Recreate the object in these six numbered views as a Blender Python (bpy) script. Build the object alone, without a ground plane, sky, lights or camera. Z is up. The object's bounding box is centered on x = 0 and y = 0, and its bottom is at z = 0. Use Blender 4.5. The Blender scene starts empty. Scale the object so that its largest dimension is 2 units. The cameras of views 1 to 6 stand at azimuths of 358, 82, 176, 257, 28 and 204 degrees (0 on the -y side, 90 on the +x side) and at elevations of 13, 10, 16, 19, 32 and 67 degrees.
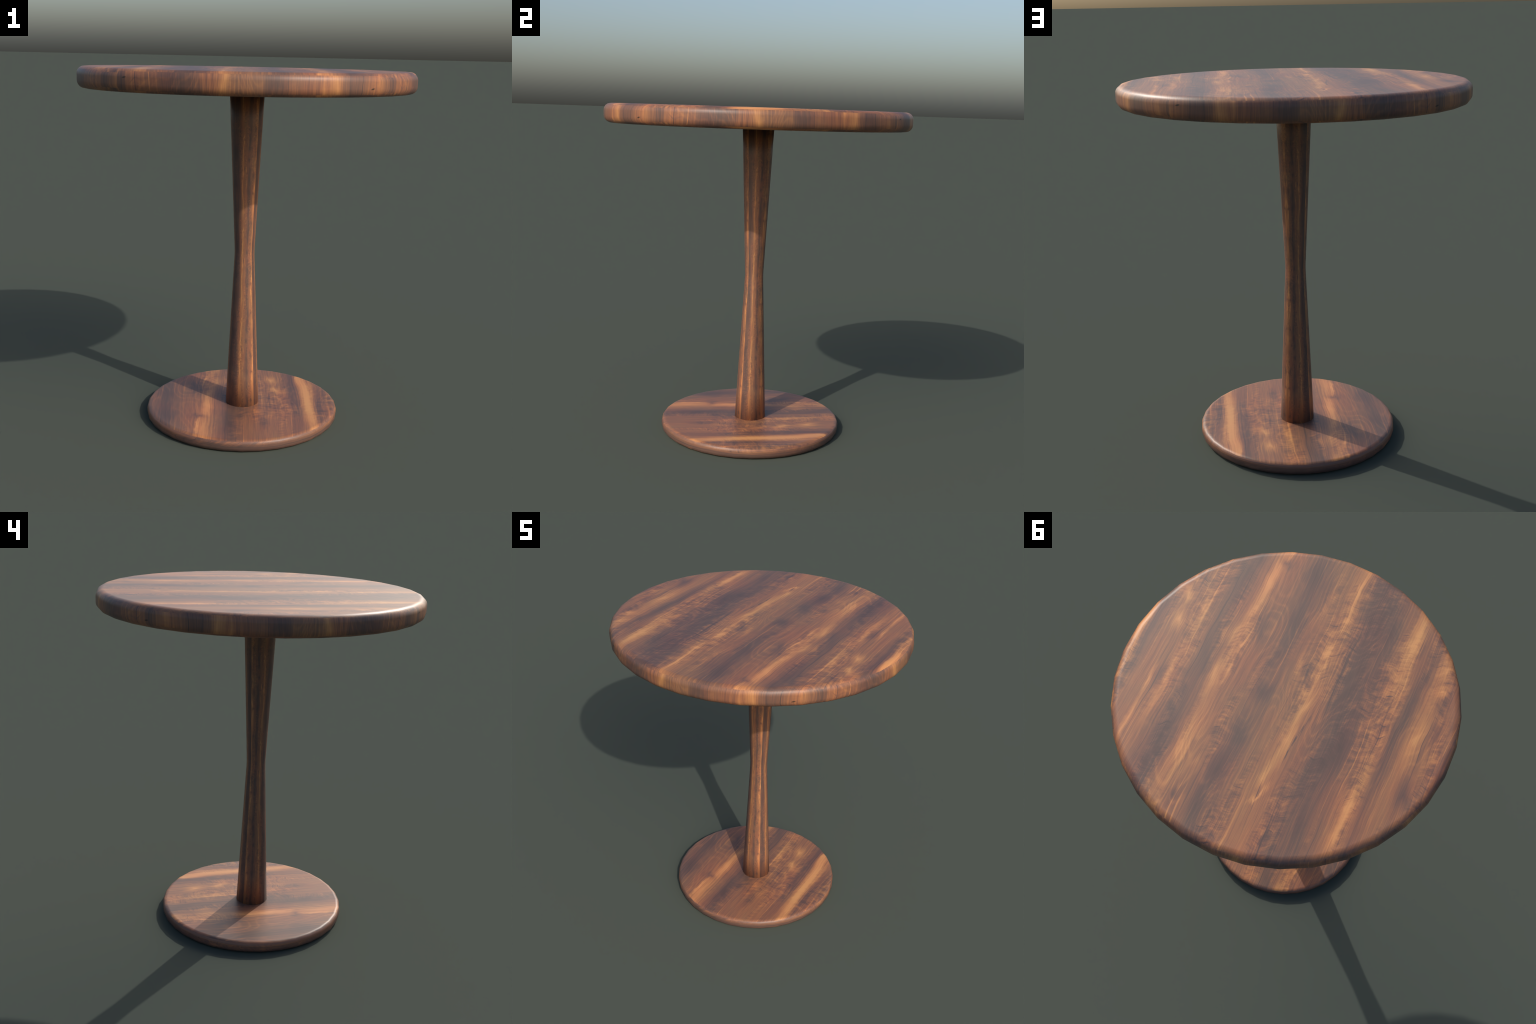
"""Round pedestal table in figured walnut: a thick round top, a double-cone
column and a thinner round foot plate.  All three are one wood: a procedural
figure W(u, v) (u across the grain, v along it) that each face looks up in its
own plane, the way a veneer sheet is laid on it."""
import bpy, bmesh, math
from mathutils import Vector

# ------------------------------------------------------------------ sizes (m)
TOP_RADIUS, TOP_THICK, TOP_ROUND = 0.9190, 0.1118, 0.040
FOOT_RADIUS, FOOT_THICK, FOOT_ROUND = 0.5580, 0.0676, 0.024
HEIGHT = 2.0
SEGMENTS = 34                       # the discs are slightly faceted
WAIST_Z, WAIST_R, FLARE = 0.978, 0.0566, 0.0444   # column: r = WAIST_R + FLARE*|z-WAIST_Z|
FIGURE_REPEAT = 2.2                 # length of the figure along the grain


# ------------------------------------------------------------------ node help
class Nodes:
    def __init__(self, tree):
        self.t = tree

    def new(self, kind, **props):
        n = self.t.nodes.new(kind)
        for k, v in props.items():
            setattr(n, k, v)
        return n

    def put(self, socket, value):
        if isinstance(value, bpy.types.NodeSocket):
            self.t.links.new(value, socket)
        else:
            socket.default_value = value

    def math(self, op, a, b=0.0, c=0.0, clamp=False):
        n = self.new('ShaderNodeMath', operation=op, use_clamp=clamp)
        for s, v in zip(n.inputs, (a, b, c)):
            self.put(s, v)
        return n.outputs[0]

    def combine(self, x, y, z=0.0):
        n = self.new('ShaderNodeCombineXYZ')
        for s, v in zip(n.inputs, (x, y, z)):
            self.put(s, v)
        return n.outputs[0]

    def noise(self, vec, scale_u, scale_v, detail=2.0, rough=0.5, shift=0.0):
        m = self.new('ShaderNodeMapping')
        self.put(m.inputs['Vector'], vec)
        m.inputs['Location'].default_value = (shift, shift * 0.7, shift * 1.3)
        m.inputs['Scale'].default_value = (scale_u, scale_v, 1.0)
        n = self.new('ShaderNodeTexNoise', noise_dimensions='3D')
        self.put(n.inputs['Vector'], m.outputs[0])
        n.inputs['Scale'].default_value = 1.0
        n.inputs['Detail'].default_value = detail
        n.inputs['Roughness'].default_value = rough
        return n.outputs['Fac']

    def ramp(self, fac, stops, interp='LINEAR'):
        n = self.new('ShaderNodeValToRGB')
        cr = n.color_ramp
        cr.interpolation = interp
        while len(cr.elements) < len(stops):
            cr.elements.new(0.5)
        for e, (p, c) in zip(cr.elements, stops):
            e.position = p
            e.color = (c, c, c, 1) if isinstance(c, float) else (*c, 1)
        self.put(n.inputs['Fac'], fac)
        return n.outputs['Color']


# ------------------------------------------------------------------ the figure
# each mark: centre across, centre along, half width, half length, drift, strength
LONG_BANDS = [                     # heartwood bands and sapwood runs of the whole board
    (-0.31, -0.55, 0.15, 0.70, -0.10, -0.40),
    (-0.32, 0.30, 0.15, 0.75, 0.00, -0.46),
    (0.50, -0.40, 0.11, 0.65, -0.06, -0.24),
    (0.49, 0.45, 0.10, 0.55, 0.05, -0.42),
    (0.14, -0.45, 0.11, 0.60, -0.05, -0.30),
    (0.14, 0.45, 0.09, 0.65, 0.02, -0.32),
    (-0.61, -0.10, 0.045, 1.00, 0.03, -0.42),
    (0.83, -0.30, 0.035, 0.90, 0.02, -0.42),
    (-0.52, -0.50, 0.06, 0.55, 0.00, 0.26),
    (-0.53, 0.45, 0.06, 0.60, 0.04, 0.28),
    (-0.12, -0.45, 0.06, 0.70, 0.02, 0.22),
    (-0.10, 0.35, 0.06, 0.55, 0.06, 0.22),
    (0.37, -0.45, 0.07, 0.65, 0.07, 0.20),
    (0.39, 0.45, 0.07, 0.60, 0.03, 0.28),
    (0.62, 0.10, 0.05, 0.85, 0.02, 0.16),
    (-0.70, -0.10, 0.06, 0.80, 0.04, 0.18),
    (0.905, -0.48, 0.038, 0.75, -0.03, 1.05),
    (0.975, -0.60, 0.03, 0.40, 0.03, -0.35),
    (-0.90, 0.05, 0.06, 0.80, 0.00, -0.10),
]
JOINT_BANDS = [                    # the same bands carried across the repeat of the sheet
    (-0.32, 0.14, -0.46), (-0.11, 0.055, 0.36), (0.13, 0.08, -0.36), (0.345, 0.055, 0.46), (0.48, 0.07, -0.30),
]
LONG_BANDS += [(c, end, w, 0.42, 0.0, s) for c, w, s in JOINT_BANDS for end in (-1.1, 1.1)]
BRIGHT_STREAKS = [                 # chatoyant orange runs
    (0.355, -0.62, 0.030, 0.17, 0.05, 0.75),
    (0.38, -0.40, 0.030, 0.14, 0.14, 0.35),
    (0.39, -0.24, 0.040, 0.10, 0.20, 0.35),
    (0.335, -0.18, 0.016, 0.13, 0.12, 0.45),
    (0.39, 0.05, 0.032, 0.13, 0.02, 0.45),
    (0.33, -0.02, 0.014, 0.10, 0.08, 0.35),
    (0.61, -0.31, 0.024, 0.20, -0.07, 0.30),
    (0.62, 0.09, 0.024, 0.15, 0.01, 0.40),
    (0.62, 0.31, 0.020, 0.12, 0.04, 0.32),
    (0.73, -0.35, 0.036, 0.065, -0.04, 0.65),
    (0.72, -0.19, 0.042, 0.085, -0.07, 0.62),
    (0.71, 0.21, 0.014, 0.15, -0.04, 0.65),
    (0.70, 0.42, 0.026, 0.13, 0.03, 0.50),
    (0.88, -0.10, 0.022, 0.10, 0.10, 0.50),
    (-0.13, -0.75, 0.013, 0.20, -0.01, 0.65),
    (-0.13, -0.55, 0.024, 0.13, 0.02, 0.40),
    (-0.11, -0.31, 0.030, 0.085, 0.05, 0.50),
    (-0.12, -0.16, 0.013, 0.16, 0.08, 0.45),
    (-0.12, 0.03, 0.022, 0.15, 0.18, 0.40),
    (-0.12, 0.24, 0.024, 0.17, 0.00, 0.35),
    (-0.08, 0.45, 0.020, 0.10, 0.11, 0.50),
    (-0.09, 0.56, 0.017, 0.085, 0.62, 0.80),
    (-0.52, -0.57, 0.036, 0.24, -0.05, 0.50),
    (-0.50, -0.29, 0.030, 0.11, 0.09, 0.35),
    (-0.53, 0.44, 0.030, 0.13, 0.04, 0.50),
    (-0.52, 0.61, 0.026, 0.14, 0.10, 0.42),
    (-0.71, -0.47, 0.030, 0.11, 0.14, 0.42),
    (-0.73, -0.35, 0.030, 0.07, 0.03, 0.35),
    (-0.72, -0.01, 0.028, 0.19, 0.06, 0.45),
    (0.03, -0.54, 0.026, 0.22, 0.15, 0.25),
    (0.00, -0.20, 0.026, 0.12, -0.10, 0.32),
    (0.38, 0.48, 0.036, 0.18, 0.04, 0.32),
    (0.35, 0.51, 0.012, 0.28, 0.05, 0.32),
    (0.70, 0.52, 0.022, 0.07, -0.11, 0.40),
    (0.305, -0.90, 0.012, 0.17, 0.01, 0.90),
    (0.335, -0.91, 0.030, 0.16, -0.03, 0.22),
]
DARK_BLOTCHES = [                  # smoky patches, pith flecks and ring shakes
    (0.50, -0.62, 0.060, 0.20, -0.13, -0.26),
    (0.46, -0.02, 0.055, 0.20, -0.14, -0.24),
    (0.29, -0.33, 0.050, 0.15, -0.05, -0.36),
    (0.15, -0.20, 0.045, 0.12, -0.04, -0.25),
    (0.12, 0.03, 0.055, 0.075, -0.06, -0.42),
    (0.66, 0.15, 0.025, 0.10, 0.03, -0.30),
    (-0.25, -0.56, 0.030, 0.45, -0.10, -0.28),
    (-0.27, -0.12, 0.045, 0.26, 0.07, -0.26),
    (-0.38, -0.56, 0.045, 0.17, -0.08, -0.28),
    (-0.57, -0.52, 0.018, 0.16, 0.01, -0.30),
    (-0.77, -0.28, 0.040, 0.09, -0.05, -0.32),
    (0.15, -0.74, 0.055, 0.16, -0.08, -0.24),
    (0.13, -0.42, 0.055, 0.22, -0.11, -0.24),
    (-0.06, -0.18, 0.024, 0.08, -0.13, -0.38),
    (0.49, 0.58, 0.060, 0.24, 0.00, -0.30),
    (0.13, 0.32, 0.045, 0.12, -0.16, -0.30),
    (0.15, 0.52, 0.050, 0.12, 0.06, -0.34),
    (0.17, 0.73, 0.040, 0.16, -0.08, -0.34),
    (0.29, 0.73, 0.050, 0.10, 0.03, -0.34),
    (-0.09, 0.54, 0.014, 0.06, -0.10, -0.45),
    (-0.205, 0.72, 0.012, 0.17, 0.09, -0.45),
    (-0.15, 0.25, 0.004, 0.20, 0.11, -0.80),
    (-0.36, 0.17, 0.055, 0.20, -0.04, -0.34),
    (-0.35, 0.65, 0.030, 0.17, -0.05, -0.30),
    (-0.76, 0.29, 0.055, 0.13, -0.04, -0.40),
    (-0.79, -0.08, 0.032, 0.10, 0.03, -0.28),
    (0.47, -0.86, 0.034, 0.24, -0.03, -0.45),
    (0.31, -0.755, 0.055, 0.045, 0.00, -0.38),
    (0.09, -0.70, 0.090, 0.20, -0.20, -0.22),
    (0.66, -0.86, 0.030, 0.08, 0.06, -0.32),
]
# tone of the wood -> its colour, smoky brown through red brown to honey
TONES = [
    (0.00, (0.068, 0.044, 0.040)),
    (0.20, (0.112, 0.062, 0.050)),
    (0.42, (0.190, 0.087, 0.054)),
    (0.58, (0.258, 0.112, 0.058)),
    (0.80, (0.385, 0.167, 0.069)),
    (1.00, (0.550, 0.255, 0.097)),
]
MEAN_TONE = 0.47


def figure_group():
    """Node group: vector (u, v, -) -> colour of the walnut at that spot."""
    g = bpy.data.node_groups.new('walnut_figure', 'ShaderNodeTree')
    g.interface.new_socket('Vector', in_out='INPUT', socket_type='NodeSocketVector')
    for name in ('Marks', 'Fleck'):
        g.interface.new_socket(name, in_out='INPUT', socket_type='NodeSocketFloat').default_value = 1.0
    g.interface.new_socket('Color', in_out='OUTPUT', socket_type='NodeSocketColor')
    n = Nodes(g)
    gi, go = n.new('NodeGroupInput'), n.new('NodeGroupOutput')
    raw = gi.outputs[0]
    sep = n.new('ShaderNodeSeparateXYZ')
    n.put(sep.inputs[0], raw)
    u, v = sep.outputs[0], sep.outputs[1]
    wrapped = n.math('WRAP', v, FIGURE_REPEAT / 2, -FIGURE_REPEAT / 2)

    # the grain wanders: slow drift plus small ripples
    slow = n.math('MULTIPLY', n.math('SUBTRACT', n.noise(raw, 3.2, 1.9, 2.0, 0.5, 3.1), 0.5), 0.07)
    ripple = n.math('MULTIPLY', n.math('SUBTRACT', n.noise(raw, 14, 9, 3.0, 0.6, 7.7), 0.5), 0.024)
    fine = n.math('MULTIPLY', n.math('SUBTRACT', n.noise(raw, 60, 26, 2.0, 0.5, 1.7), 0.5), 0.010)
    straight = n.combine(n.math('ADD', u, slow), v, 0.0)
    shred = n.math('MULTIPLY', n.math('SUBTRACT', n.noise(straight, 130, 1.3, 3.0, 0.65, 17.0), 0.5), 0.042)
    uw = n.math('ADD', n.math('ADD', n.math('ADD', u, slow), n.math('ADD', ripple, fine)), shred)
    vr = n.math('MULTIPLY', n.math('SUBTRACT', n.noise(raw, 30, 7, 3.0, 0.6, 5.2), 0.5), 0.16)
    spot = n.combine(uw, n.math('ADD', wrapped, vr), 0.0)
    grain = n.combine(n.math('ADD', n.math('ADD', u, slow), n.math('MULTIPLY', ripple, 0.35)), v, 0.0)

    # marks: soft spindles laid along the grain
    tone = None
    for c, a, w, l, drift, s in LONG_BANDS + BRIGHT_STREAKS + DARK_BLOTCHES:
        m = n.new('ShaderNodeMapping', vector_type='TEXTURE')
        n.put(m.inputs['Vector'], spot)
        m.inputs['Location'].default_value = (c, a, 0)
        m.inputs['Rotation'].default_value = (0, 0, -math.atan(drift))
        m.inputs['Scale'].default_value = (w * 1.55, l * 1.4, 1)
        gr = n.new('ShaderNodeTexGradient', gradient_type='QUADRATIC_SPHERE')
        n.put(gr.inputs[0], m.outputs[0])
        soft = gr.outputs['Fac']
        tone = n.math('MULTIPLY_ADD', soft, s * 1.18, tone if tone is not None else MEAN_TONE)

    tone = n.math('MULTIPLY_ADD', n.math('SUBTRACT', tone, MEAN_TONE), gi.outputs['Marks'], MEAN_TONE)

    # fibres along the grain
    def vary(f, amount):
        return n.math('MULTIPLY', n.math('SUBTRACT', f, 0.5), amount)
    parts = [vary(n.noise(grain, 24, 0.7, 3.0, 0.6, 2.2), 0.20),
             vary(n.noise(grain, 110, 1.6, 4.0, 0.7, 9.4), 0.75),
             vary(n.noise(raw, 420, 7, 2.0, 0.7, 4.4), 0.55)]
    # a few hair-thin dark and pale lines that follow the grain for a long way
    hair = n.noise(grain, 75, 0.8, 2.0, 0.5, 31.0)
    parts.append(n.math('MULTIPLY', n.math('SUBTRACT', hair, 0.64, clamp=True), 3.0))
    parts.append(n.math('MULTIPLY', n.math('SUBTRACT', 0.36, hair, clamp=True), -3.4))
    # cross figure: short flecks across the grain, gathered in runs
    gather = n.math('MULTIPLY', n.math('SUBTRACT', n.noise(grain, 9, 1.5, 2.0, 0.5, 6.6), 0.47), 7.0, clamp=True)
    bend = vary(n.noise(raw, 7, 3.5, 2.0, 0.5, 27.0), 0.16)
    tilt = n.combine(n.math('ADD', u, ripple), n.math('ADD', n.math('MULTIPLY_ADD', u, -0.20, v), bend), 0.0)
    fleck = n.math('ADD', vary(n.noise(tilt, 13, 50, 3.5, 0.7, 8.8), 1.15),
                   vary(n.noise(tilt, 24, 13, 2.0, 0.5, 3.8), 0.75))
    check = n.noise(tilt, 17, 120, 1.0, 0.5, 41.0)      # fine dark checks
    fleck = n.math('ADD', fleck, n.math('MULTIPLY', n.math('SUBTRACT', 0.36, check, clamp=True), -3.0))
    parts.append(n.math('MULTIPLY', n.math('MULTIPLY', fleck, gather), gi.outputs['Fleck']))
    parts.append(vary(n.noise(tilt, 18, 200, 2.0, 0.5, 0.8), 0.07))
    # growth-ring contours, thin pale lines, only here and there
    field = n.math('MULTIPLY', n.noise(grain, 4.6, 1.3, 1.5, 0.45, 12.3), 70.0)
    ring = n.math('POWER', n.math('ABSOLUTE', n.math('SINE', field)), 8.0)
    where = n.math('MULTIPLY', n.math('SUBTRACT', n.noise(raw, 4, 1.5, 1.0, 0.5, 21.0), 0.48), 6.0, clamp=True)
    parts.append(n.math('MULTIPLY', n.math('MULTIPLY', n.math('SUBTRACT', ring, 0.2), 0.16), where))
    for part in parts:
        tone = n.math('ADD', tone, part)
    # extremes roll off softly
    tone = n.math('TANH', n.math('MULTIPLY', n.math('SUBTRACT', tone, MEAN_TONE), 1.9))
    tone = n.math('MULTIPLY_ADD', tone, 0.5, 0.5, clamp=True)
    col = n.ramp(tone, TONES)
    # hue drifts a little between red and olive brown
    hue = n.ramp(n.noise(raw, 7, 2.6, 3.0, 0.6, 15.0),
                 [(0.30, (1.05, 0.94, 0.93)), (0.70, (0.96, 1.05, 1.02))])
    mix = n.new('ShaderNodeMix', data_type='RGBA', blend_type='MULTIPLY')
    mix.inputs['Factor'].default_value = 1.0
    n.put(mix.inputs[6], col)
    n.put(mix.inputs[7], hue)
    n.put(go.inputs[0], mix.outputs[2])
    return g


FIGURE = figure_group()


def walnut(name, lay, knots=(), marks=1.0, fleck=1.0):
    """Oiled walnut; lay(n, x, y, z) gives the sheet coordinates (u, v)."""
    m = bpy.data.materials.new(name)
    m.use_nodes = True
    n = Nodes(m.node_tree)
    m.node_tree.nodes.clear()
    out = n.new('ShaderNodeOutputMaterial')
    b = n.new('ShaderNodeBsdfPrincipled')
    n.put(out.inputs['Surface'], b.outputs[0])
    tc = n.new('ShaderNodeTexCoord')
    sep = n.new('ShaderNodeSeparateXYZ')
    n.put(sep.inputs[0], tc.outputs['Object'])
    uv = lay(n, *sep.outputs)
    sheet = n.combine(uv[0], uv[1], 0.0)
    grp = n.new('ShaderNodeGroup', node_tree=FIGURE)
    n.put(grp.inputs[0], sheet)
    grp.inputs['Marks'].default_value = marks
    grp.inputs['Fleck'].default_value = fleck
    colour = grp.outputs[0]
    for ku, kv in knots:                       # pin knots in the edge grain
        mp = n.new('ShaderNodeMapping', vector_type='TEXTURE')
        n.put(mp.inputs['Vector'], sheet)
        mp.inputs['Location'].default_value = (ku, kv, 0)
        mp.inputs['Rotation'].default_value = (0, 0, 0.25)
        mp.inputs['Scale'].default_value = (0.013, 0.0052, 1)
        gr = n.new('ShaderNodeTexGradient', gradient_type='SPHERICAL')
        n.put(gr.inputs[0], mp.outputs[0])
        mix = n.new('ShaderNodeMix', data_type='RGBA')
        n.put(mix.inputs[0], n.math('MULTIPLY', gr.outputs['Fac'], 1.6, clamp=True))
        n.put(mix.inputs[6], colour)
        mix.inputs[7].default_value = (0.035, 0.022, 0.016, 1)
        colour = mix.outputs[2]
    n.put(b.inputs['Base Color'], colour)
    b.inputs['Roughness'].default_value = 0.45
    b.inputs['Specular IOR Level'].default_value = 0.44
    return m


EDGE_MID = HEIGHT - TOP_THICK / 2


def edge_along(n, z, y):
    """Grain upright on the rim; the sheet is turned over on the far side."""
    side = n.math('SIGN', n.math('MULTIPLY', y, -1.0))
    return n.math('MULTIPLY', n.math('SUBTRACT', z, EDGE_MID), side)


FRONT_V = 0.03
top_face = walnut('walnut_top_face', lambda n, x, y, z: (x, y))
top_front = walnut('walnut_top_front_edge',
                   lambda n, x, y, z: (x, n.math('ADD', edge_along(n, z, y), FRONT_V)),
                   knots=[(-0.585, FRONT_V + 0.016), (0.58, FRONT_V - 0.017)], marks=0.8, fleck=0.3)
top_flank = walnut('walnut_top_flank_edge',
                   lambda n, x, y, z: (y, n.math('ADD', edge_along(n, z, x), FRONT_V)), marks=0.8, fleck=0.3)


def foot_sheet(n, x, y, z):
    return n.math('MULTIPLY_ADD', x, 0.928, 0.5455), n.math('SUBTRACT', y, 0.53)


foot_face = walnut('walnut_foot_face', foot_sheet)
# grain runs round the foot plate's rim, one lap per repeat of the figure
foot_rim = walnut('walnut_foot_rim',
                  lambda n, x, y, z: (n.math('MULTIPLY_ADD', z, 1.8, 0.47),
                                      n.math('MULTIPLY', n.math('ARCTAN2', y, x), FIGURE_REPEAT / (2 * math.pi))),
                  marks=1.3)


def column_lay(across):
    def lay(n, x, y, z):
        r = n.math('SQRT', n.math('ADD', n.math('MULTIPLY', x, x), n.math('MULTIPLY', y, y)))
        u = n.math('MULTIPLY', n.math('DIVIDE', x if across == 'x' else y, r), 0.535)
        v = n.math('MULTIPLY_ADD', n.math('SUBTRACT', z, 0.600), 1 / 0.2373, 0.60)
        return u, v
    return lay


column_front = walnut('walnut_column_front', column_lay('x'), marks=1.0, fleck=0.9)
column_flank = walnut('walnut_column_flank', column_lay('y'), marks=1.0, fleck=0.9)


# ------------------------------------------------------------------ geometry
def lathe(name, profile, segments, start, materials, parent):
    """Turn a profile [(radius, z)...] (bottom pole to top pole)."""
    bm = bmesh.new()
    rings = []
    for r, z in profile:
        if r < 1e-6:
            rings.append([bm.verts.new((0, 0, z))])
        else:
            rings.append([bm.verts.new((r * math.cos(start + 2 * math.pi * i / segments),
                                        r * math.sin(start + 2 * math.pi * i / segments), z))
                          for i in range(segments)])
    for a, b in zip(rings, rings[1:]):
        for i in range(segments):
            j = (i + 1) % segments
            if len(a) == 1:
                bm.faces.new((a[0], b[j], b[i]))
            elif len(b) == 1:
                bm.faces.new((a[i], a[j], b[0]))
            else:
                bm.faces.new((a[i], a[j], b[j], b[i]))
    bm.normal_update()
    face, front, flank = materials
    order = [m for m in dict.fromkeys((face, front, flank)) if m is not None]
    for f in bm.faces:
        f.smooth = True
        nx, ny, nz = (abs(c) for c in f.normal)
        if face is not None and nz > max(nx, ny):
            f.material_index = order.index(face)
        else:
            f.material_index = order.index(front if ny > nx else flank)
    me = bpy.data.meshes.new(name)
    bm.to_mesh(me)
    bm.free()
    for m in order:
        me.materials.append(m)
    ob = bpy.data.objects.new(name, me)
    bpy.context.collection.objects.link(ob)
    ob.parent = parent
    return ob


def disc_profile(radius, z0, z1, rnd, steps=6):
    p = [(0, z0), (radius * 0.5, z0), (radius - rnd - 0.004, z0)]
    for i in range(steps + 1):
        a = math.pi / 2 * i / steps
        p.append((radius - rnd + rnd * math.sin(a), z0 + rnd - rnd * math.cos(a)))
    for i in range(steps + 1):
        a = math.pi / 2 * i / steps
        p.append((radius - rnd + rnd * math.cos(a), z1 - rnd + rnd * math.sin(a)))
    p += [(radius - rnd - 0.004, z1), (radius * 0.5, z1), (0, z1)]
    return p


def column_profile():
    z0, z1 = FOOT_THICK - 0.004, HEIGHT - TOP_THICK + 0.004
    soft = 0.03                        # the waist is eased, not sharp
    zs = [z0, 0.25, 0.45, 0.65, 0.82] + [WAIST_Z + d for d in (-0.06, -0.03, -0.015, 0, 0.015, 0.03, 0.06)] \
        + [1.14, 1.32, 1.5, 1.7, z1]
    p = [(0, z0)]
    for z in zs:
        d = abs(z - WAIST_Z)
        d = (d * d / (2 * soft) + soft / 2) if d < soft else d
        p.append((WAIST_R - 0.0004 + FLARE * d, z))
    return p + [(0, z1)]


table = bpy.data.objects.new('pedestal_table', None)
bpy.context.collection.objects.link(table)
table['label'] = 'round pedestal table in glossy figured dark walnut wood'
table['category'] = 'table'

START = -math.pi / 2
lathe('tabletop', disc_profile(TOP_RADIUS, HEIGHT - TOP_THICK, HEIGHT, TOP_ROUND),
      SEGMENTS, START, (top_face, top_front, top_flank), table)
lathe('pedestal_column', column_profile(), 16, START, (None, column_front, column_flank), table)
lathe('foot_plate', disc_profile(FOOT_RADIUS, 0.0, FOOT_THICK, FOOT_ROUND, 4),
      SEGMENTS, START, (foot_face, foot_rim, foot_rim), table)
